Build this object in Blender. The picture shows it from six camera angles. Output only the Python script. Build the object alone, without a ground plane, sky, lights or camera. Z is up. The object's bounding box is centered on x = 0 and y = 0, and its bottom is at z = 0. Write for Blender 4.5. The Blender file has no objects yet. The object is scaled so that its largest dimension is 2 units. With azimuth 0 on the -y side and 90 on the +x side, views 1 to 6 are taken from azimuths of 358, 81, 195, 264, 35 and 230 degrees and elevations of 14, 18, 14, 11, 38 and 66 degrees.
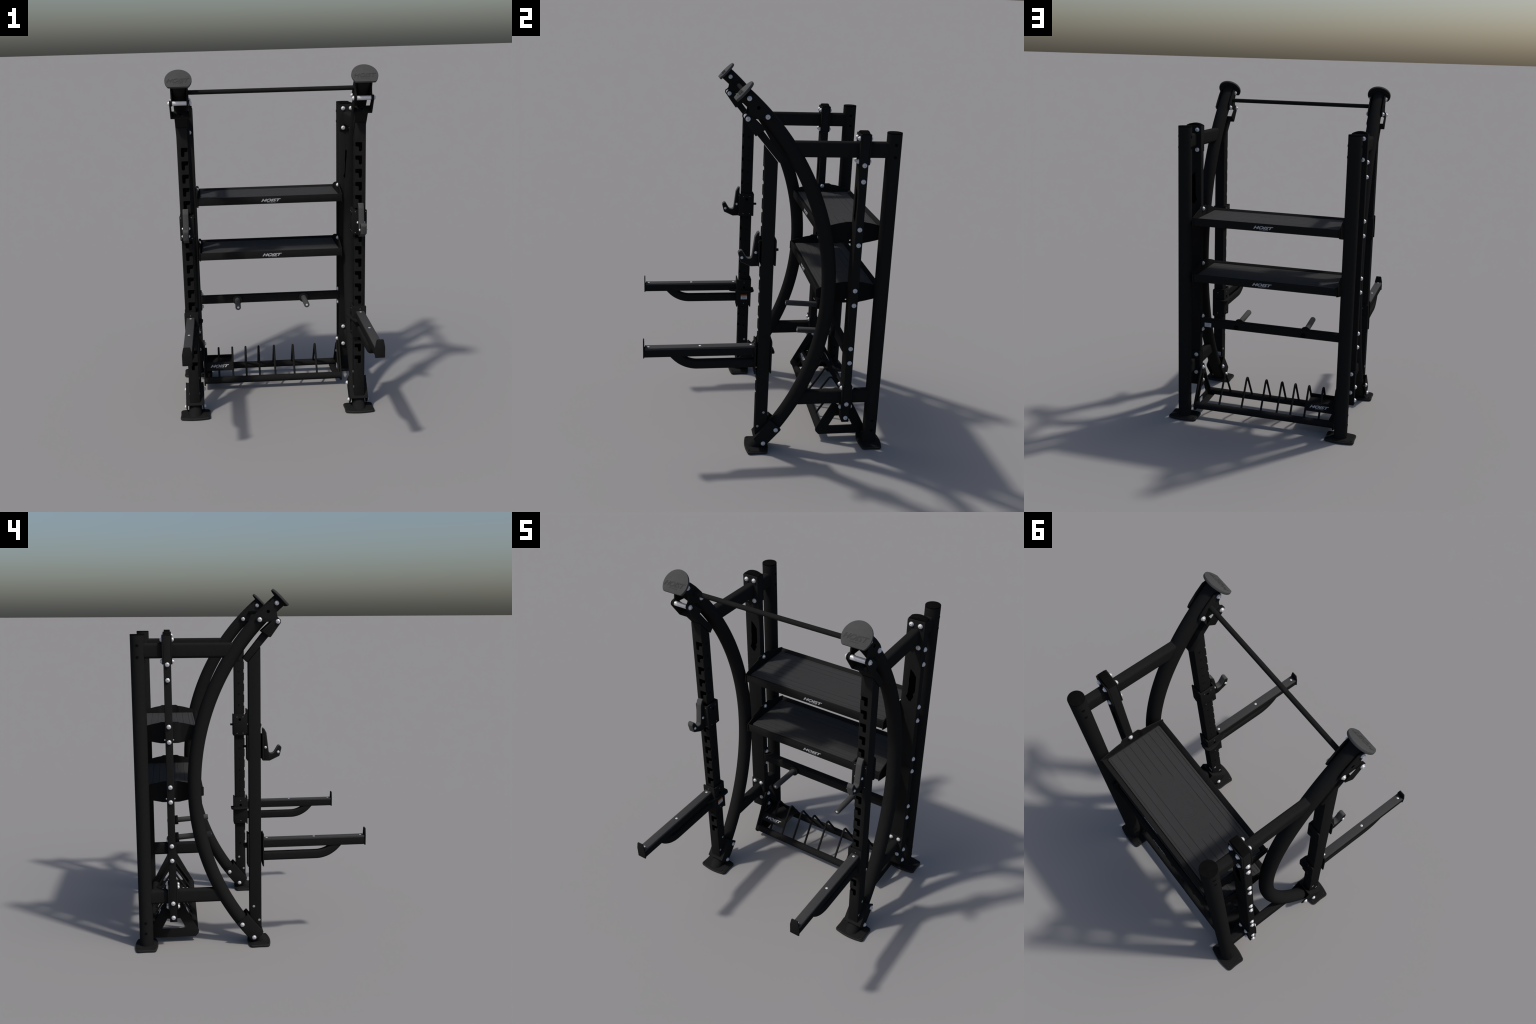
import bpy, bmesh, math
from mathutils import Vector, Matrix

# ------------------------------------------------------------------ materials
def new_mat(name, color, rough=0.5, metallic=0.0, spec=0.5, var=0.12, scale=60.0, bump=0.0, bump_scale=900.0):
    m = bpy.data.materials.new(name)
    m.use_nodes = True
    nt = m.node_tree
    b = nt.nodes["Principled BSDF"]
    b.inputs["Metallic"].default_value = metallic
    b.inputs["Specular IOR Level"].default_value = spec
    tc = nt.nodes.new("ShaderNodeTexCoord")
    nz = nt.nodes.new("ShaderNodeTexNoise")
    nz.inputs["Scale"].default_value = scale
    nz.inputs["Detail"].default_value = 4.0
    nt.links.new(tc.outputs["Object"], nz.inputs["Vector"])
    cr = nt.nodes.new("ShaderNodeValToRGB")
    cr.color_ramp.elements[0].position = 0.3
    cr.color_ramp.elements[1].position = 0.7
    lo = [c * (1 - var) for c in color]
    hi = [c * (1 + var) for c in color]
    cr.color_ramp.elements[0].color = (*lo, 1)
    cr.color_ramp.elements[1].color = (*hi, 1)
    nt.links.new(nz.outputs["Fac"], cr.inputs["Fac"])
    nt.links.new(cr.outputs["Color"], b.inputs["Base Color"])
    mr = nt.nodes.new("ShaderNodeMapRange")
    mr.inputs["To Min"].default_value = max(0.02, rough - 0.05)
    mr.inputs["To Max"].default_value = min(1.0, rough + 0.05)
    nt.links.new(nz.outputs["Fac"], mr.inputs["Value"])
    nt.links.new(mr.outputs["Result"], b.inputs["Roughness"])
    if bump > 0:
        n2 = nt.nodes.new("ShaderNodeTexNoise")
        n2.inputs["Scale"].default_value = bump_scale
        n2.inputs["Detail"].default_value = 2.0
        nt.links.new(tc.outputs["Object"], n2.inputs["Vector"])
        bp = nt.nodes.new("ShaderNodeBump")
        bp.inputs["Strength"].default_value = bump
        bp.inputs["Distance"].default_value = 0.0006
        nt.links.new(n2.outputs["Fac"], bp.inputs["Height"])
        nt.links.new(bp.outputs["Normal"], b.inputs["Normal"])
    return m

PAINT = new_mat("black_powder_coat", (0.0152, 0.0152, 0.0152), 0.6, spec=0.0, var=0.05, bump=0.08)
CAP = new_mat("black_plastic_cap", (0.0056, 0.0056, 0.0056), 0.7, spec=0.0)
DARK_FILL = new_mat("dark_fill", (0.0008, 0.0008, 0.0008), 0.9, spec=0.0)  # near-black paints in the darkness of openings; numerals use it too
RUBBER = new_mat("grey_rubber_mat", (0.0415, 0.0415, 0.0420), 0.8, spec=0.03, var=0.03, bump=0.08)
RUBBER_DARK = new_mat("rubber_dark_outline", (0.031, 0.031, 0.0315), 0.8, spec=0.03)  # darker rubber imitates shaded engraving; the strokes stand slightly proud
GREY = new_mat("grey_moulded_plastic", (0.0640, 0.0640, 0.0640), 0.7, spec=0.05, var=0.05, bump=0.05)
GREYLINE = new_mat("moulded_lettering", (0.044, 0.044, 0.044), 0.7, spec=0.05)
SKIRT = new_mat("rubber_skirt", (0.026, 0.026, 0.026), 0.7, spec=0.02, var=0.05)
LINER = new_mat("grey_plastic_liner", (0.0460, 0.0460, 0.0465), 0.7, spec=0.06, var=0.05)
STEEL = new_mat("zinc_steel", (0.62, 0.62, 0.64), 0.38, metallic=0.25, spec=0.5, var=0.05)
PLUG = new_mat("grey_plug", (0.28, 0.28, 0.28), 0.6, var=0.04)
SILVER = new_mat("silver_print", (0.40, 0.40, 0.42), 0.6, spec=0.2, var=0.04)
WHITE = new_mat("white_label", (0.55, 0.56, 0.60), 0.6, spec=0.2, var=0.04)
ORANGE = new_mat("orange_label", (0.46, 0.13, 0.012), 0.6, spec=0.2, var=0.04)
INK = new_mat("label_ink", (0.05, 0.05, 0.055), 0.7, spec=0.1)
INKGREY = new_mat("label_fine_print", (0.30, 0.31, 0.33), 0.7, spec=0.1)

# ------------------------------------------------------------------ hierarchy
ROOT = bpy.data.objects.new("squat_rack", None)
bpy.context.scene.collection.objects.link(ROOT)
ROOT["label"] = "black steel half rack with two storage shelves and plate holders"
ROOT["category"] = "gym rack"

def add_mesh(name, bm, mat, parent=None, smooth=35.0):
    bmesh.ops.recalc_face_normals(bm, faces=bm.faces[:])
    me = bpy.data.meshes.new(name)
    bm.to_mesh(me)
    bm.free()
    return add_data(name, me, mat, parent, smooth)

def add_data(name, me, mat, parent=None, smooth=35.0):
    if mat is not None:
        me.materials.clear()
        me.materials.append(mat)
    if smooth:
        me.shade_smooth()
        me.set_sharp_from_angle(angle=math.radians(smooth))
    ob = bpy.data.objects.new(name, me)
    bpy.context.scene.collection.objects.link(ob)
    ob.parent = parent if parent is not None else ROOT
    return ob

# ------------------------------------------------------------------ geometry helpers
def fillet(pts, seg=5):
    """pts: (u, v) or (u, v, r); returns polygon with rounded corners."""
    out = []
    n = len(pts)
    for i, p in enumerate(pts):
        r = p[2] if len(p) > 2 else 0.0
        P = Vector(p[:2])
        if r <= 0:
            out.append((P.x, P.y))
            continue
        A = (Vector(pts[i - 1][:2]) - P)
        B = (Vector(pts[(i + 1) % n][:2]) - P)
        la, lb = A.length, B.length
        A.normalize(); B.normalize()
        ang = math.acos(max(-1, min(1, A.dot(B))))
        t = min(r / math.tan(ang / 2), 0.49 * la, 0.49 * lb)
        r = t * math.tan(ang / 2)
        C = P + (A + B).normalized() * (r / math.sin(ang / 2))
        s, e = P + A * t - C, P + B * t - C
        a0, a1 = math.atan2(s.y, s.x), math.atan2(e.y, e.x)
        d = (a1 - a0 + math.pi) % (2 * math.pi) - math.pi
        for k in range(seg + 1):
            a = a0 + d * k / seg
            out.append((C.x + r * math.cos(a), C.y + r * math.sin(a)))
    return out

def rrect(w, h, r, seg=5, cu=0.0, cv=0.0):
    return fillet([(cu - w, cv - h, r), (cu + w, cv - h, r), (cu + w, cv + h, r), (cu - w, cv + h, r)], seg)

def inset(poly, d):
    n = len(poly)
    area = sum(poly[i][0] * poly[(i + 1) % n][1] - poly[(i + 1) % n][0] * poly[i][1] for i in range(n))
    sg = 1 if area > 0 else -1
    out = []
    for i in range(n):
        p0, p1, p2 = Vector(poly[i - 1]), Vector(poly[i]), Vector(poly[(i + 1) % n])
        e1, e2 = (p1 - p0).normalized(), (p2 - p1).normalized()
        n1, n2 = Vector((-e1.y, e1.x)) * sg, Vector((-e2.y, e2.x)) * sg
        m = n1 + n2
        m = m / max(0.4, m.dot(n1)) if m.length > 1e-6 else n1
        q = p1 + m * d
        out.append((q.x, q.y))
    return out

AX = {"x": lambda u, v, t: (t, u, v), "y": lambda u, v, t: (u, t, v), "z": lambda u, v, t: (u, v, t)}

def prism_bm(poly, axis, a, b, bevel=0.0012, bm=None, seg=2):
    own = bmesh.new()
    f = AX[axis]
    lo = [own.verts.new(f(u, v, a)) for u, v in poly]
    hi = [own.verts.new(f(u, v, b)) for u, v in poly]
    n = len(poly)
    own.faces.new(lo[::-1])
    own.faces.new(hi)
    for i in range(n):
        own.faces.new((lo[i], lo[(i + 1) % n], hi[(i + 1) % n], hi[i]))
    bmesh.ops.recalc_face_normals(own, faces=own.faces[:])
    if bevel > 0:
        es = [e for e in own.edges if len(e.link_faces) == 2 and e.calc_face_angle(0) > math.radians(40)]
        bmesh.ops.bevel(own, geom=es, offset=bevel, offset_type='OFFSET', segments=seg, profile=0.5,
                        affect='EDGES', clamp_overlap=True)
    if bm is None:
        return own
    merge(bm, own)
    return bm

def merge(bm, other):
    me = bpy.data.meshes.new("tmp")
    other.to_mesh(me)
    other.free()
    bm.from_mesh(me)
    bpy.data.meshes.remove(me)

def prism(name, poly, axis, a, b, mat, parent=None, bevel=0.0012, smooth=35.0):
    return add_mesh(name, prism_bm(poly, axis, min(a, b), max(a, b), bevel), mat, parent, smooth)

def box_bm(x0, x1, y0, y1, z0, z1, bevel=0.0012, bm=None):
    x0, x1 = min(x0, x1), max(x0, x1)
    return prism_bm([(y0, z0), (y1, z0), (y1, z1), (y0, z1)], "x", x0, x1, bevel, bm)

def box(name, x0, x1, y0, y1, z0, z1, mat, parent=None, bevel=0.0012):
    return add_mesh(name, box_bm(x0, x1, y0, y1, z0, z1, bevel), mat, parent)

def circle(r, n=32, cu=0.0, cv=0.0):
    return [(cu + r * math.cos(2 * math.pi * k / n), cv + r * math.sin(2 * math.pi * k / n)) for k in range(n)]

def sweep_bm(centres, frames, section, closed_ends=True, start_plane=None, end_plane=None):
    """section: list of (a, b) offsets along frame axes; planes: (point, normal, slide_dir)."""
    bm = bmesh.new()
    rings = []
    for i, (c, (e1, e2)) in enumerate(zip(centres, frames)):
        ring = []
        for a, b in section:
            p = c + e1 * a + e2 * b
            pl = start_plane if i == 0 else (end_plane if i == len(centres) - 1 else None)
            if pl:
                P, N, D = pl
                p = p + D * ((P - p).dot(N) / D.dot(N))
            ring.append(bm.verts.new(p))
        rings.append(ring)
    n = len(section)
    for r0, r1 in zip(rings, rings[1:]):
        for i in range(n):
            bm.faces.new((r0[i], r0[(i + 1) % n], r1[(i + 1) % n], r1[i]))
    if closed_ends:
        bm.faces.new(rings[0][::-1])
        bm.faces.new(rings[-1])
    return bm

def sweep_planar(points, x, section, **kw):
    """points in the (y, z) plane at the given x; section offsets are (sideways x, in-plane normal)."""
    P = [Vector((x, y, z)) for y, z in points]
    fr = []
    for i in range(len(P)):
        t = (P[min(i + 1, len(P) - 1)] - P[max(i - 1, 0)]).normalized()
        fr.append((Vector((1, 0, 0)), t.cross(Vector((1, 0, 0))).normalized()))
    return sweep_bm(P, fr, section, **kw)

def cyl_bm(p0, p1, r0, r1=None, n=28, bevel=0.0, bm=None):
    r1 = r0 if r1 is None else r1
    p0, p1 = Vector(p0), Vector(p1)
    t = (p1 - p0).normalized()
    e1 = t.orthogonal().normalized()
    e2 = t.cross(e1)
    prof = [(0.0, r0), (1.0, r1)]
    L = (p1 - p0).length
    if bevel > 0:
        prof = [(0, r0 - bevel), (bevel * 0.3 / L, r0 - 0.3 * bevel), (bevel / L, r0),
                (1 - bevel / L, r1), (1 - 0.3 * bevel / L, r1 - 0.3 * bevel), (1, r1 - bevel)]
    own = bmesh.new()
    rings = []
    for s, r in prof:
        c = p0 + (p1 - p0) * s
        rings.append([own.verts.new(c + e1 * r * math.cos(2 * math.pi * k / n) + e2 * r * math.sin(2 * math.pi * k / n)) for k in range(n)])
    for a, b in zip(rings, rings[1:]):
        for i in range(n):
            own.faces.new((a[i], a[(i + 1) % n], b[(i + 1) % n], b[i]))
    own.faces.new(rings[0][::-1])
    own.faces.new(rings[-1])
    if bm is None:
        return own
    merge(bm, own)
    return bm

def cylinder(name, p0, p1, r, mat, parent=None, bevel=0.0, n=28):
    return add_mesh(name, cyl_bm(p0, p1, r, None, n, bevel), mat, parent)

def cut(ob, cutter_bm):
    """Boolean difference with a joined cutter mesh, applied."""
    bmesh.ops.recalc_face_normals(cutter_bm, faces=cutter_bm.faces[:])
    me = bpy.data.meshes.new("cutter")
    cutter_bm.to_mesh(me)
    cutter_bm.free()
    co = bpy.data.objects.new("cutter", me)
    bpy.context.scene.collection.objects.link(co)
    md = ob.modifiers.new("cut", "BOOLEAN")
    md.operation = "DIFFERENCE"
    md.solver = "EXACT"
    md.use_self = True
    md.object = co
    dg = bpy.context.evaluated_depsgraph_get()
    dg.update()
    res = bpy.data.meshes.new_from_object(ob.evaluated_get(dg))
    ob.modifiers.clear()
    old = ob.data
    ob.data = res
    bpy.data.meshes.remove(old)
    bpy.data.objects.remove(co)
    bpy.data.meshes.remove(me)
    ob.data.shade_smooth()
    ob.data.set_sharp_from_angle(angle=math.radians(35))
    return ob

def text(name, body, origin, u, v, w, h, depth, mat, parent, shear=0.0, offset=0.0, outline=0.0, spacing=1.0):
    """Lettering fitted to a w x h panel; origin is the panel's centre, u right, v up."""
    cu = bpy.data.curves.new(name, "FONT")
    cu.body = body
    cu.shear = shear
    cu.space_character = spacing
    cu.resolution_u = 6
    if outline > 0:
        cu.fill_mode = "NONE"
        cu.bevel_depth = outline
        cu.bevel_resolution = 1
    else:
        cu.offset = offset
        cu.extrude = 0.5
    ob = bpy.data.objects.new(name, cu)
    bpy.context.scene.collection.objects.link(ob)
    dg = bpy.context.evaluated_depsgraph_get()
    dg.update()
    me = bpy.data.meshes.new_from_object(ob.evaluated_get(dg))
    bpy.data.objects.remove(ob)
    bpy.data.curves.remove(cu)
    xs = [q.co.x for q in me.vertices]; ys = [q.co.y for q in me.vertices]
    cx, cy = (min(xs) + max(xs)) / 2, (min(ys) + max(ys)) / 2
    sx, sy = w / (max(xs) - min(xs)), h / (max(ys) - min(ys))
    u, v, o = Vector(u).normalized(), Vector(v).normalized(), Vector(origin)
    n = u.cross(v)
    zs = depth if outline == 0 else depth / outline
    for q in me.vertices:
        c = q.co.copy()
        q.co = o + u * ((c.x - cx) * sx) + v * ((c.y - cy) * sy) + n * (c.z * zs)
    return add_data(name, me, mat, parent, 30)

def logo(parent, origin, u, v, w=0.117, h=0.0175):
    o, uu, vv = Vector(origin), Vector(u), Vector(v)
    text("lettering", "HOIST", o, u, v, w, h, 0.0008, SILVER, parent, shear=0.38, offset=0.042, spacing=1.02)
    text("lettering", "FITNESS", o + uu * (0.002) - vv * (h * 0.5 + 0.0040), u, v, w * 0.43, 0.0036, 0.0008,
         SILVER, parent, shear=0.2, spacing=1.4)

# ------------------------------------------------------------------ fasteners (shared mesh data)
def bolt_mesh(name, r, h, mat=None):
    prof = [(0.0, r), (0.30 * h, r), (0.40 * h, 0.94 * r), (0.47 * h, 0.76 * r), (0.70 * h, 0.72 * r), (0.90 * h, 0.60 * r), (1.0 * h, 0.44 * r)]
    bm = bmesh.new()
    n = 24
    rings = []
    for z, q in prof:
        rings.append([bm.verts.new((q * math.cos(2 * math.pi * k / n), q * math.sin(2 * math.pi * k / n), z)) for k in range(n)])
    # hexagon socket
    for z, q in [(1.0 * h, 0.30 * r), (0.55 * h, 0.28 * r)]:
        ring = []
        for k in range(n):
            a = 2 * math.pi * k / n
            hexr = q * math.cos(math.pi / 6) / math.cos((a % (math.pi / 3)) - math.pi / 6)
            ring.append(bm.verts.new((hexr * math.cos(a), hexr * math.sin(a), z)))
        rings.append(ring)
    for a, b in zip(rings, rings[1:]):
        for i in range(n):
            bm.faces.new((a[i], a[(i + 1) % n], b[(i + 1) % n], b[i]))
    bm.faces.new(rings[0][::-1])
    bm.faces.new(rings[-1])
    bmesh.ops.recalc_face_normals(bm, faces=bm.faces[:])
    me = bpy.data.meshes.new(name)
    bm.to_mesh(me)
    bm.free()
    me.materials.append(mat or STEEL)
    me.shade_smooth()
    me.set_sharp_from_angle(angle=math.radians(50))
    return me

BOLT = bolt_mesh("bolt", 0.0121, 0.0105)
SMALLBOLT = bolt_mesh("small_bolt", 0.0074, 0.0060)
RIVET = bolt_mesh("rivet", 0.0021, 0.0008, PLUG)
FLATBOLT = bolt_mesh("flat_bolt", 0.0066, 0.0012)

def bolt(pos, direction, parent, me=BOLT, name="bolt"):
    ob = bpy.data.objects.new(name, me)
    bpy.context.scene.collection.objects.link(ob)
    ob.parent = parent
    d = Vector(direction)
    q = d.to_track_quat("Z", "Y")
    ob.matrix_local = Matrix.Translation(Vector(pos)) @ q.to_matrix().to_4x4()
    return ob

def disc_plug(pos, direction, r, h, parent, mat, name="plug"):
    p = Vector(pos)
    return cylinder(name, p - Vector(direction) * 0.004, p + Vector(direction) * h, r, mat, parent, bevel=min(0.001, h * 0.6), n=20)

# ------------------------------------------------------------------ main dimensions
XC = 0.485                      # frame plane, left and right
POST_Y = 0.595                  # rear round post
PP_Y = 0.439                    # flat accessory post
ARC_C, ARC_R, TUBE_R = (-1.0215, 0.920), 1.3275, 0.0378
FRONT_FOOT_Y = -0.049
BOLT_Z = [1.602, 1.519, 1.268, 1.184, 0.934, 0.851, 0.601, 0.517, 0.267, 0.183]
SHELF_DROP = 0.3335
SLOT_TOP, SLOT_PITCH, SLOTS = 1.583, 0.0730, 18

def foot(cx, cy):
    w, h, bow = 0.087, 0.0565, 0.0085
    pts = []
    corner = 0.016
    N = 10
    top = [(cx - w + corner + (2 * w - 2 * corner) * k / N, cy + h + bow * (1 - (2 * k / N - 1) ** 2)) for k in range(N + 1)]
    poly = []
    poly += [(u, 2 * cy - v) for u, v in top]
    def arc(cu, cv, a0):
        return [(cu + corner * math.cos(a0 + math.pi / 2 * k / 5), cv + corner * math.sin(a0 + math.pi / 2 * k / 5)) for k in range(1, 5)]
    poly += arc(cx + w - corner, cy - h + corner, -math.pi / 2)
    poly += [(cx + w, cy - h + corner), (cx + w - 0.002, cy), (cx + w, cy + h - corner)]
    poly += arc(cx + w - corner, cy + h - corner, 0)
    poly += top[::-1]
    poly += arc(cx - w + corner, cy + h - corner, math.pi / 2)
    poly += [(cx - w, cy + h - corner), (cx - w + 0.002, cy), (cx - w, cy - h + corner)]
    poly += arc(cx - w + corner, cy - h + corner, math.pi)
    ob = prism("foot", inset(poly, 0.0040), "z", 0.006, 0.0150, PAINT, bevel=0.0020)
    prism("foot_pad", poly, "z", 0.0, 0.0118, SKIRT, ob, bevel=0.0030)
    c = bmesh.new()
    for sx in (-1, 1):
        for sy in (-1, 1):
            cyl_bm((cx + sx * 0.068, cy + sy * 0.043, 0.0100), (cx + sx * 0.068, cy + sy * 0.043, 0.03), 0.0055, n=16, bm=c)
    cut(ob, c)
    return ob

def arc_point(a):
    return (ARC_C[0] + ARC_R * math.cos(a), ARC_C[1] + ARC_R * math.sin(a))

# end disc plane
DISC_U = Vector((0, 0.690, 0.724)).normalized()
DISC_N = Vector((0, -0.724, 0.690)).normalized()
DISC_TOP = Vector((0, -0.1335, 1.9985))
DISC_RAD, DISC_T = 0.0705, 0.0125

def build_side(s):
    X = s * XC
    IN = -s                                   # direction towards the middle of the rack
    def sx(d):                                # d > 0 is towards the middle
        return X + IN * d

    # ---------------- rear post
    post = cylinder("rear_post", (X, POST_Y, 0.012), (X, POST_Y, 1.757), 0.0388, PAINT, n=48)
    cylinder("post_cap", (X, POST_Y, 1.7565), (X, POST_Y, 1.7635), 0.0388, CAP, post, bevel=0.0015, n=48)
    for z in (1.7045, 1.6425, 0.154, 0.0925):
        for d in (-1, 1):
            disc_plug((X + d * 0.0386, POST_Y + 0.001, z), (d, 0, 0), 0.0078, 0.0012, post, CAP)
    foot(X, POST_Y)

    # ---------------- arched tube
    a0 = math.asin((0.055 - ARC_C[1]) / ARC_R)
    a1 = math.radians(50.3)
    pts = [arc_point(math.asin((0.012 - ARC_C[1]) / ARC_R))]
    N = 72
    pts += [arc_point(a0 + (a1 - a0) * k / N) for k in range(N)]
    tail = Vector((0, -math.sin(a1), math.cos(a1)))
    pts.append(arc_point(a1))
    back = DISC_TOP - DISC_N * DISC_T
    end = Vector((0, *arc_point(a1)))
    end = end + tail * ((back - end).dot(DISC_N) / tail.dot(DISC_N))
    pts.append((end.y, end.z))
    sd = Vector((0, -math.sin(a0 - 0.02), math.cos(a0 - 0.02)))
    bm = sweep_planar(pts, X, circle(TUBE_R, 48),
                      start_plane=(Vector((0, 0, 0.012)), Vector((0, 0, 1)), sd),
                      end_plane=(back + DISC_N * 0.001, DISC_N, tail))
    tube = add_mesh("arched_tube", bm, PAINT)
    foot(X, FRONT_FOOT_Y)

    # ---------------- end disc with raised lettering
    cen = DISC_TOP - DISC_U * DISC_RAD
    poly = []
    chord = -0.0475
    ca = math.asin(chord / DISC_RAD)
    pl = [(DISC_RAD * math.cos(ca + (math.pi - 2 * ca) * k / 48), DISC_RAD * math.sin(ca + (math.pi - 2 * ca) * k / 48)) for k in range(49)]
    pl = fillet([(p[0], p[1], 0.012 if k in (0, 48) else 0) for k, p in enumerate(pl)], 3)
    raw = prism_bm(pl, "z", -DISC_T, 0.0, 0.0022)
    for q in raw.verts:
        q.co = Vector((X, 0, 0)) + cen + Vector((q.co.x, 0, 0)) + DISC_U * q.co.y + DISC_N * q.co.z
    disc = add_mesh("end_disc", raw, GREY, tube)
    rear = prism_bm(inset(pl, 0.0020), "z", -DISC_T - 0.0012, -DISC_T + 0.001, 0.0004)
    for q in rear.verts:
        q.co = Vector((X, 0, 0)) + cen + Vector((q.co.x, 0, 0)) + DISC_U * q.co.y + DISC_N * q.co.z
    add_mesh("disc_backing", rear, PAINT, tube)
    o = Vector((X, 0, 0)) + cen + DISC_N * 0.0002
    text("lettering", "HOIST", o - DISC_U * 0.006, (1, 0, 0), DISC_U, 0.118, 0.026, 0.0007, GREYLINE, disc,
         shear=0.35, outline=0.014)
    text("lettering", "FITNESS", o - DISC_U * 0.026, (1, 0, 0), DISC_U, 0.048, 0.0045, 0.0005, GREYLINE, disc, shear=0.2, spacing=1.3)

    # ---------------- side rails
    def rail(zc):
        half_h, half_w = 0.0405, 0.0225
        y0 = ARC_C[0] + math.sqrt(ARC_R ** 2 - (zc - ARC_C[1]) ** 2)
        sec = rrect(half_w, half_h, 0.015, 6)
        return prism("side_rail", [(X + u, zc + v) for u, v in sec], "y", y0, POST_Y - 0.01, PAINT, bevel=0)
    rail(1.6745)
    rail(0.2975)

    # ---------------- flat accessory post
    pp = prism("accessory_post", rrect(0.0463, 0.0205, 0.004, 3, X, PP_Y), "z", 0.157, 1.755, PAINT, bevel=0.0008)
    black_patch = [(-0.009, 1.487), (0.006, 1.474), (0.012, 1.468), (0.020, 1.455), (0.026, 1.449), (0.0265, 1.366),
            (0.023, 1.352), (0.017, 1.347), (0.021, 1.334), (0.018, 1.322), (0.012, 1.313), (0.009, 1.297),
            (0.003, 1.301), (-0.002, 1.298), (-0.021, 1.325), (-0.015, 1.336), (-0.012, 1.352), (-0.012, 1.372),
            (-0.010, 1.40), (-0.012, 1.42), (-0.010, 1.45)]
    hp = [(X + u, z) for u, z in black_patch]
    c = prism_bm(hp, "y", PP_Y - 0.03, PP_Y - 0.0125, 0)
    prism_bm(hp, "y", PP_Y + 0.0125, PP_Y + 0.03, 0, bm=c)
    cut(pp, c)
    prism("recess_black_fill", inset(hp, 0.0004), "y", PP_Y - 0.0187, PP_Y + 0.0187, DARK_FILL, pp, bevel=0)  # black block added to darken the shallow cut-out
    for z0, z1, zb in ((1.603, 1.757, (1.733, 1.618)), (0.226, 0.376, (0.3565, 0.241))):
        for d in (-1, 1):
            y = PP_Y + d * 0.0205
            pl = fillet([(X - 0.0462, z0, 0.006), (X + 0.0462, z0, 0.006), (X + 0.0462, z1, 0.003), (X - 0.0462, z1, 0.003)], 3)
            plate = prism("clamp_plate", pl, "y", y, y + d * 0.0068, PAINT, pp)
            for zz in zb:
                for dx in (-0.0235, 0.0235):
                    bolt((X + dx, y + d * 0.0068, zz), (0, d, 0), plate)
    capp = [(X - 0.0463, 1.7545), (X + 0.0463, 1.7545)] + \
           [(X + 0.0463 - 0.0926 * k / 12, 1.7585 + 0.012 * (1 - (2 * k / 12 - 1) ** 2)) for k in range(13)]
    prism("post_cap", capp, "y", PP_Y - 0.0200, PP_Y + 0.0200, CAP, pp, bevel=0.003)
    for z in BOLT_Z:
        bolt((X + s * 0.0462, PP_Y, z), (s, 0, 0), pp)

    # ---------------- front upright with J slots
    ux0, ux1 = X - 0.030, X + 0.030
    uy0, uy1 = -0.062, 0.004
    poly = [(uy0, 0.089), (uy1, 0.168), (uy1, 1.612), (uy0, 1.691)]
    up = prism("upright", poly, "x", ux0, ux1, PAINT, bevel=0.0028)
    c = bmesh.new()
    box_bm(X - 0.0265, X + 0.0265, -0.0580, 0.0003, 0.24, 1.602, 0, bm=c)      # hollow inside
    for k in range(SLOTS):
        zt = SLOT_TOP - SLOT_PITCH * k
        L = [(0.0265, zt), (-0.0092, zt, 0.006), (-0.0092, zt - 0.0505, 0.0088), (0.0088, zt - 0.0505, 0.0085),
             (0.0088, zt - 0.0245, 0.004), (0.0265, zt - 0.0225)]
        Lp = [(sx(u), v) for u, v in fillet(L, 4)]
        prism_bm(Lp, "y", -0.08, -0.050, 0, bm=c)
        nb = bmesh.new()
        box_bm(sx(0.0262), sx(0.036), -0.08, -0.0555, zt - 0.0224, zt - 0.0002, 0, bm=nb)
        merge(c, nb)
    cut(up, c)
    for y, z in ((-0.018, 0.225), (-0.049, 0.142)):
        for d in (-1, 1):
            disc_plug((X + d * 0.030, y, z), (d, 0, 0), 0.0070, 0.0008, up, PLUG)
    for k in range(SLOTS):
        zt = SLOT_TOP - SLOT_PITCH * k - 0.018
        nm = str(SLOTS - k)
        text("numeral", nm, (sx(0.030), -0.026, zt), (0, s, 0), (0, 0, 1), 0.008 * len(nm) * 0.8, 0.012, 0.0004, DARK_FILL, up)

    # ---------------- clevis and slanted arm at the upright's top
    arm = prism("slanted_arm", [(-0.078, 1.770), (-0.108, 1.748), (0.010, 1.609), (0.033, 1.631)], "x", X - 0.0325, X + 0.0325, PAINT)
    side = fillet([(-0.150, 1.842, 0.008), (-0.128, 1.832), (-0.066, 1.776, 0.003), (-0.114, 1.741, 0.006),
                   (-0.171, 1.820, 0.010), (-0.170, 1.838, 0.010)], 4)
    clev = bmesh.new()
    for d in (-1, 1):
        prism_bm(side, "x", min(X + d * 0.0470, X + d * 0.0530), max(X + d * 0.0470, X + d * 0.0530), 0.0012, bm=clev)
    prism_bm([(-0.1135, 1.7415), (-0.066, 1.7755), (-0.070, 1.780), (-0.1165, 1.7465)], "x", X - 0.0525, X + 0.0525, 0.0012, bm=clev)
    clevis = add_mesh("clevis", clev, PAINT, arm)
    disc_plug((X, -0.0935, 1.7635), Vector((0, -0.589, 0.808)), 0.0055, 0.0008, clevis, DARK_FILL, "black_patch")  # black disc laid on the web in place of a drilled opening

    gus = fillet([(-0.166, 1.920, 0.01), (-0.148, 1.944, 0.006), (-0.126, 1.941, 0.01), (-0.088, 1.906), (-0.048, 1.862, 0.01), (-0.034, 1.838, 0.010),
                  (-0.046, 1.820, 0.006), (-0.117, 1.824), (-0.140, 1.811, 0.008), (-0.166, 1.811, 0.010),
                  (-0.171, 1.832, 0.012), (-0.152, 1.851, 0.01), (-0.148, 1.880, 0.02)], 4)
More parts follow.
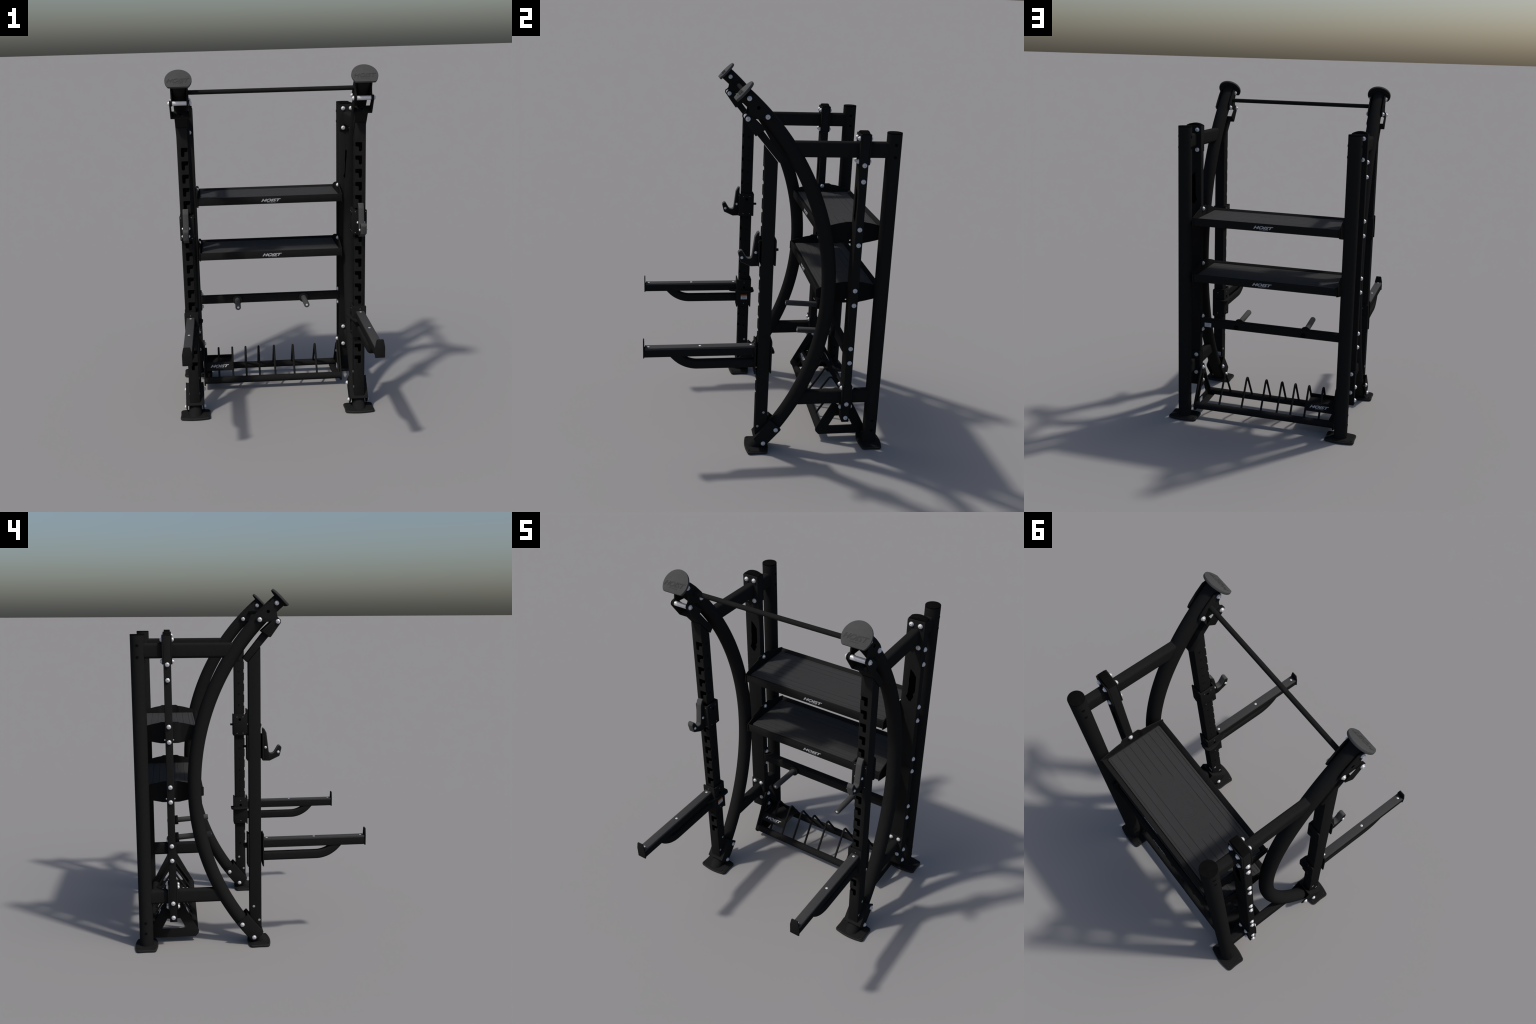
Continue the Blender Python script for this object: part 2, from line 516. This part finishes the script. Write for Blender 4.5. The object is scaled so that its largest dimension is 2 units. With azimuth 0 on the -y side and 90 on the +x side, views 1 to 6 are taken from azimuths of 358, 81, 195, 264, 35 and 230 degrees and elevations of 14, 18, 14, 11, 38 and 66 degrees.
    for d in (-1, 1):
        g = prism("gusset_plate", gus, "x", X + d * 0.0380, X + d * 0.0452, PAINT, tube, bevel=0.001)
        for y, z in ((-0.149, 1.922), (-0.057, 1.835)):
            bolt((X + d * 0.0452, y, z), (d, 0, 0), g)
        bolt((X + d * 0.0530, -0.154, 1.8255), (d, 0, 0), clevis)
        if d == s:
            disc_plug((X + d * 0.0452, -0.103, 1.878), (d, 0, 0), 0.0088, 0.0005, g, DARK_FILL, "black_patch")  # dark disc stands in for the bar socket, plate stays solid
    cylinder("pivot_pin", (X - 0.0385, -0.1545, 1.8255), (X + 0.0385, -0.1545, 1.8255), 0.0115, STEEL, clevis, n=32)

    # ---------------- base clamp
    B2 = Vector((-0.017, 0.046)); T = Vector((0.642, 0.766)).normalized(); Nn = Vector((-T.y, T.x))
    def tn(t, n): 
        p = B2 + T * t + Nn * n
        return (p.x, p.y)
    sp = fillet([(*tn(-0.017, -0.020), 0.014), (*tn(0.126, -0.024), 0.010), (*tn(0.130, 0.062), 0.002), (*tn(-0.012, 0.060), 0.004), (*tn(-0.020, 0.035), 0.006)], 4)
    bm = bmesh.new()
    for d in (-1, 1):
        prism_bm(sp, "x", min(X + d * 0.0465, X + d * 0.0525), max(X + d * 0.0465, X + d * 0.0525), 0.0015, bm=bm)
    prism_bm([tn(-0.012, 0.055), tn(0.128, 0.055), tn(0.128, 0.0615), tn(-0.012, 0.0605)], "x", X - 0.0522, X + 0.0522, 0.0012, bm=bm)
    clampo = add_mesh("base_clamp", bm, PAINT)
    for y, z in ((0.050, 0.126), (-0.017, 0.046)):
        for d in (-1, 1):
            bolt((X + d * 0.0525, y, z), (d, 0, 0), clampo)

    # ---------------- bar hook
    def sleeve(name, z0, z1, zi0, zi1):
        bm = bmesh.new()
        fr = fillet([(sx(-0.035), z0, 0.005), (sx(0.043), z0, 0.002), (sx(0.043), z1, 0.002), (sx(-0.035), z1, 0.006)], 3)
        prism_bm(fr, "y", -0.0775, -0.0708, 0.0012, bm=bm)
        box_bm(sx(0.0365), sx(0.0445), -0.0765, 0.0130, zi0, zi1, 0.0015, bm=bm)
        bk = fillet([(sx(-0.036), z0, 0.010), (sx(0.044), z0, 0.002), (sx(0.044), z1, 0.002), (sx(-0.036), z1, 0.012)], 3)
        prism_bm(bk, "y", 0.0065, 0.0145, 0.0015, bm=bm)
        return add_mesh(name, bm, PAINT)

    hs = sleeve("bar_hook", 1.070, 1.211, 1.071, 1.212)
    hk = fillet([(-0.0760, 1.066), (-0.113, 1.065, 0.004), (-0.168, 1.091, 0.006), (-0.1805, 1.140, 0.014), (-0.163, 1.157, 0.010),
                 (-0.134, 1.108, 0.018), (-0.109, 1.108, 0.014), (-0.0955, 1.222, 0.015), (-0.084, 1.245, 0.010), (-0.072, 1.250, 0.003)], 6)
    prism("hook_liner", hk, "x", X - 0.0152, X + 0.0152, GREY, hs, bevel=0.0015)
    for d in (-1, 1):
        prism("hook_plate", inset(hk, 0.0030), "x", X + d * 0.0150, X + d * 0.0172, PAINT, hs, bevel=0.0006)
        for y, z in ((-0.089, 1.141), (-0.160, 1.114)):
            bolt((X + d * 0.0172, y, z), (d, 0, 0), hs, SMALLBOLT)
    prism("hook_peg", rrect(0.007, 0.0065, 0.004, 3, sx(0.020), 1.1435), "y", 0.012, 0.033, PAINT, hs)
    for y in (-0.011, -0.051):
        for z in (1.195, 1.086):
            bolt((sx(0.0445), y, z), (IN, 0, 0), hs, RIVET, "rivet")
    for dx in (-0.028, 0.030):
        for z in (1.200, 1.082):
            bolt((X + dx * IN, -0.0775, z), (0, -1, 0), hs, RIVET, "rivet")
    disc_plug((sx(0.0445), -0.030, 1.178), (IN, 0, 0), 0.0085, 0.0004, hs, DARK_FILL, "black_patch")  # black disc on the surface, the sleeve is not pierced

    # ---------------- safety arm
    ss = sleeve("safety_arm", 0.460, 0.650, 0.468, 0.645)
    prism("arm_tube", rrect(0.0222, 0.0225, 0.004, 3, X, 0.5895), "y", -0.6585, -0.0768, PAINT, ss, bevel=0)
    prism("arm_pad", fillet([(X - 0.0228, 0.609), (X + 0.0228, 0.609), (X + 0.0228, 0.6200, 0.003), (X - 0.0228, 0.6200, 0.003)], 3),
          "y", -0.6550, -0.0785, LINER, ss, bevel=0.0008)
    for y in (-0.096, -0.367, -0.637):
        bolt((X, y, 0.6199), (0, 0, 1), ss, FLATBOLT, "flat_bolt")
    ep = fillet([(X - 0.0255, 0.5635, 0.004), (X + 0.0255, 0.5635, 0.004), (X + 0.0255, 0.6215, 0.004), (X + 0.0175, 0.6615, 0.005),
                 (X - 0.0175, 0.6615, 0.005), (X - 0.0255, 0.6215, 0.004)], 4)
    prism("arm_end_plate", ep, "y", -0.6640, -0.6575, PAINT, ss)
    path = [(-0.0765, 0.5155), (-0.20, 0.5155), (-0.355, 0.5155)]
    rc = 0.155
    for k in range(1, 13):
        a = math.radians(47) * k / 12
        path.append((-0.377 - rc * math.sin(a), 0.5155 + rc * (1 - math.cos(a))))
    e = path[-1]
    path.append((e[0] - 0.040 * math.cos(math.radians(47)), e[1] + 0.040 * math.sin(math.radians(47))))
    add_mesh("arm_brace", sweep_planar(path, X, rrect(0.0195, 0.0255, 0.013, 5)), PAINT, ss)
    fl = fillet([(sx(-0.012), 0.010), (sx(-0.010), 0.033, 0.006), (sx(0.052), 0.033, 0.012), (sx(0.067), 0.018, 0.012), (sx(0.066), -0.018, 0.02),
                 (sx(0.052), -0.062, 0.02), (sx(0.034), -0.124, 0.015), (sx(0.012), -0.126, 0.006), (sx(0.012), -0.076), (sx(0.040), -0.07), (sx(0.040), 0.010)], 4)
    prism("catch_plate", fl, "z", 0.566, 0.5775, PAINT, ss, bevel=0.0025)
    for z in (0.6255, 0.4845):
        bolt((sx(0.0445), -0.031, z), (IN, 0, 0), ss, RIVET, "rivet")
    bolt((X, -0.0775, 0.631), (0, -1, 0), ss, RIVET, "rivet")
    for z in (0.6255, 0.4845):
        bolt((X, 0.0145, z), (0, 1, 0), ss, RIVET, "rivet")
    disc_plug((sx(0.0445), -0.031, 0.594), (IN, 0, 0), 0.0085, 0.0004, ss, DARK_FILL, "black_patch")  # black disc added to look like an opening in the sleeve
    if s < 0:
        xl = sx(0.0445)
        lab = box("warning_label", xl, xl + IN * 0.0007, -0.050, -0.010, 0.513, 0.5335, WHITE, ss, bevel=0)
        box("warning_header", xl, xl + IN * 0.0007, -0.050, -0.010, 0.5338, 0.5440, ORANGE, ss, bevel=0)
        for k in range(5):
            box("fine_print", xl, xl + IN * 0.0010, -0.044 + 0.002 * (k % 2), -0.015 - 0.002 * (k % 3), 0.5165 + 0.0032 * k, 0.5180 + 0.0032 * k, INKGREY, lab, bevel=0)
    else:
        lab = box("label", 0.4630, 0.4865, 0.0035, 0.0049, 0.182, 0.207, WHITE, up, bevel=0)
        for k in range(3):
            box("fine_print", 0.466, 0.483, 0.004, 0.0053, 0.187 + 0.006 * k, 0.189 + 0.006 * k, INK, lab, bevel=0)

for s in (-1, 1):
    build_side(s)

# ------------------------------------------------------------------ pull-up bar
cylinder("pull_up_bar", (-0.4470, -0.103, 1.8775), (0.4470, -0.103, 1.8775), 0.0122, PAINT, n=32)

# ------------------------------------------------------------------ shelves
def end_plate(s, dz):
    yc = 0.437
    st = []
    def top(d):
        d = abs(d)
        return 1.284 if d < 0.046 else 1.284 - 0.006 * min(1, (d - 0.046) / 0.014) - 0.032 * max(0, (d - 0.060) / 0.120) ** 1.35
    def bot(d):
        d = abs(d)
        return 1.1655 if d < 0.050 else 1.1655 + 0.0295 * ((d - 0.050) / 0.130) ** 1.2
    def xin(d):
        d = abs(d)
        if d < 0.046: return 0.4330
        if d < 0.060: return 0.4330 - 0.0075 * (d - 0.046) / 0.014
        return 0.4255
    ds = [-0.1845, -0.180, -0.165, -0.14, -0.115, -0.09, -0.07, -0.060, -0.053, -0.046, -0.02, 0.0]
    ds += [-d for d in ds[-2::-1]]
    bm = bmesh.new()
    rows = []
    for d in ds:
        x0 = xin(d); x1 = x0 + 0.0044
        z0, z1 = bot(d) - dz, top(d) - dz
        rows.append([bm.verts.new((s * x0, yc + d, z0)), bm.verts.new((s * x1, yc + d, z0)),
                     bm.verts.new((s * x1, yc + d, z1)), bm.verts.new((s * x0, yc + d, z1))])
    for a, b in zip(rows, rows[1:]):
        for i in range(4):
            bm.faces.new((a[i], a[(i + 1) % 4], b[(i + 1) % 4], b[i]))
    bm.faces.new(rows[0][::-1]); bm.faces.new(rows[-1])
    return bm

def shelf(dz):
    y0, y1 = 0.2570, 0.6170
    xl = 0.4255
    bm = bmesh.new()
    zb, zt = 1.199 - dz, 1.2445 - dz
    for ya, d in ((y0, 1), (y1, -1)):
        lip = [(ya, zb), (ya, zt), (ya + d * 0.0035, zt), (ya + d * 0.0255, zt - 0.0165), (ya + d * 0.0255, zt - 0.0215), (ya + d * 0.0050, zt - 0.0090), (ya + d * 0.0050, zb)]
        prism_bm(lip, "x", -xl, xl, 0.0008, bm=bm)
        box_bm(-xl, xl, min(ya, ya + d * 0.026) + 0.0002, max(ya, ya + d * 0.026) - 0.0002, zb, zb + 0.005, 0.0010, bm=bm)
    box_bm(-xl, xl, y0 + 0.004, y1 - 0.004, 1.2215 - dz, 1.2255 - dz, 0, bm=bm)
    ob = add_mesh("shelf", bm, PAINT)
    for s in (-1, 1):
        e = add_mesh("shelf_end_plate", end_plate(s, dz), PAINT, ob)
        c = bmesh.new()
        for y in (0.416, 0.462):
            cyl_bm((s * 0.42, y - 0.0, 1.1835 - dz), (s * 0.45, y, 1.1835 - dz), 0.0042, n=14, bm=c)
        cut(e, c)
        for z in (1.268, 1.184):
            bolt((s * 0.4330, PP_Y, z - dz), (-s, 0, 0), e)
    # rubber mat with long grooves and outlined lettering
    pz0, pz1 = 1.2252 - dz, 1.2345 - dz
    pad = prism("shelf_mat", rrect(0.4165, 0.1535, 0.008, 4, 0.0, 0.4375), "z", pz0, pz1, RUBBER, ob, bevel=0.0012)
    c = bmesh.new()
    gz0, gz1 = pz1 - 0.0020, pz1 + 0.004
    rows = {0.580: None, 0.5425: None, 0.5045: None, 0.4670: (-0.197, 0.225), 0.4290: (-0.204, 0.190), 0.3910: (-0.157, 0.140),
            0.3530: None, 0.3155: None, 0.2945: None}
    for y, gap in rows.items():
        segs = [(-0.408, 0.408)] if gap is None else [(-0.408, gap[0]), (gap[1], 0.408)]
        for a, b in segs:
            box_bm(a, b, y - 0.0009, y + 0.0009, gz0, gz1, 0, bm=c)
    cut(pad, c)
    text("lettering", "HOIST", (0.005, 0.4390, pz1 - 0.0002), (1, 0, 0), (0, 1, 0), 0.375, 0.090, 0.0004, RUBBER_DARK, pad, shear=0.35, outline=0.0045)
    text("lettering", "FITNESS", (0.012, 0.3800, pz1 - 0.0002), (1, 0, 0), (0, 1, 0), 0.17, 0.013, 0.0004, RUBBER_DARK, pad, shear=0.2, outline=0.012, spacing=1.3)
    logo(ob, (0.008, y0 + 0.0002, 1.2205 - dz), (1, 0, 0), (0, 0, 1))
    logo(ob, (0.008, y1 - 0.0002, 1.2205 - dz), (-1, 0, 0), (0, 0, 1))

shelf(0.0)
shelf(SHELF_DROP)

# ------------------------------------------------------------------ cross bar with plate horns
bar = prism("cross_bar", rrect(0.0212, 0.0240, 0.004, 3, 0.4388, 0.5632), "x", -0.4330, 0.4330, PAINT, bevel=0)
for s in (-1, 1):
    box("bar_flange", s * 0.4325, s * 0.4385, 0.4205, 0.4570, 0.497, 0.622, PAINT, bar)
    for z in (0.601, 0.517):
        bolt((s * 0.4325, PP_Y, z), (-s, 0, 0), bar)
    x = s * 0.2085
    d = Vector((0, -0.202, 0.0150)).normalized()
    base = Vector((x, 0.4190, 0.5625))
    cylinder("horn_collar", base - d * 0.002, base + d * 0.0225, 0.0292, PAINT, bar, bevel=0.0015, n=36)
    horn = cylinder("plate_horn", base + d * 0.020, base + d * 0.2165, 0.0168, GREY, bar, bevel=0.003, n=36)
    bolt(base + d * 0.2163, d, horn, FLATBOLT, "flat_bolt")
    cylinder("horn_plug", (x, 0.452, 0.5580), (x, 0.4655, 0.5572), 0.0135, CAP, bar, bevel=0.002, n=24)
lab = box("label", 0.3690, 0.4110, 0.4595, 0.4607, 0.5410, 0.5665, WHITE, bar, bevel=0)
text("lettering", "HOIST", (0.390, 0.4608, 0.5590), (-1, 0, 0), (0, 0, 1), 0.028, 0.007, 0.0003, INK, lab, shear=0.3)
for k in range(2):
    box("fine_print", 0.373 + 0.004 * k, 0.406, 0.4600, 0.4610, 0.5440 + 0.005 * k, 0.5460 + 0.005 * k, INKGREY, lab, bevel=0)

# ------------------------------------------------------------------ plate storage tray at the bottom
YF, YR, ZT = 0.3190, 0.5570, 0.0635
YM = 0.5 * (YF + YR)
tray = bmesh.new()
for y in (YF, YR):
    cyl_bm((-0.4300, y, ZT), (0.4300, y, ZT), 0.0215, n=32, bm=tray)
tray = add_mesh("plate_tray", tray, PAINT)
tri = fillet([(0.297, 0.048, 0.008), (0.314, 0.0290, 0.006), (2 * YM - 0.314, 0.0290, 0.006), (2 * YM - 0.297, 0.048, 0.008), (2 * YM - 0.294, 0.064, 0.012), (YM + 0.022, 0.288, 0.014),
              (YM - 0.022, 0.288, 0.014), (0.294, 0.064, 0.012)], 5)
win = fillet([(0.368, 0.0805, 0.004), (2 * YM - 0.368, 0.0805, 0.004), (YM + 0.036, 0.1445, 0.003), (YM - 0.036, 0.1445, 0.003)], 3)
for s in (-1, 1):
    a, b = sorted((s * 0.4285, s * 0.4370))
    e = prism("tray_end_plate", tri, "x", a, b, PAINT, tray)
    cut(e, prism_bm(win, "x", a - 0.01, b + 0.01, 0))
    a, b = sorted((s * 0.388, s * 0.4290))
    prism("tray_gusset", [(a, YF + 0.010), (b, YF + 0.010), (b, YR - 0.010), (a, YR - 0.010)], "z", 0.044, 0.0485, PAINT, tray)
    for z in (0.267, 0.183):
        bolt((s * 0.4285, PP_Y, z), (-s, 0, 0), e)
    if s > 0:
        lb = box("label", 0.4285, 0.4276, 0.449, 0.490, 0.052, 0.078, WHITE, e, bevel=0)
        text("lettering", "HOIST", (0.4275, 0.470, 0.070), (0, 1, 0), (0, 0, 1), 0.026, 0.006, 0.0003, INK, lb, shear=0.3)

# wire dividers; outermost pair stands in for the end plates' slanted flanges
WIRE = 0.0063
def hoop(x):
    foot_f, foot_r = (YF + 0.002, 0.070), (YR - 0.002, 0.070)
    apex_r = 0.017
    apex = Vector((YM, 0.2475))
    A, Bp = Vector(foot_f), Vector(foot_r)
    poly = [tuple(A)]
    rounded = fillet([(A.x, A.y), (apex.x, apex.y, apex_r), (Bp.x, Bp.y)], 14)
    poly = rounded
    return sweep_planar(poly, x, circle(WIRE, 14))
for x in (-0.4215, -0.3405, -0.2525, -0.1670, -0.0830, 0.0165, 0.1385, 0.2810, 0.4215):
    add_mesh("wire_hoop", hoop(x), PAINT, tray, smooth=60)

# sloped name panels with the floor between them
prism("panel_floor", [(0.3580, 0.1385), (2 * YM - 0.3580, 0.1385), (2 * YM - 0.3600, 0.1425), (0.3600, 0.1425)], "x", -0.4285, -0.2525, PAINT, tray, bevel=0.0008)
for d in (1, -1):
    lo = Vector((YM + d * (0.3430 - YM), 0.1180)); hi = Vector((YM + d * (0.3715 - YM), 0.1635))
    t = (hi - lo).normalized()
    n = Vector((-t.y * d, t.x * d))
    n = n if (n.x * d) < 0 else -n
    th = n * -0.004
    pl = [(lo.x, lo.y), (hi.x, hi.y), (hi.x + th.x, hi.y + th.y), (lo.x + th.x, lo.y + th.y)]
    pn = prism("name_panel", pl, "x", -0.4290, -0.2520, PAINT, tray, bevel=0.0008)
    m = (lo + hi) / 2 + n * 0.0002
    logo(pn, (-0.3360, m.x, m.y + 0.002), (d, 0, 0), (0, t.x, t.y))
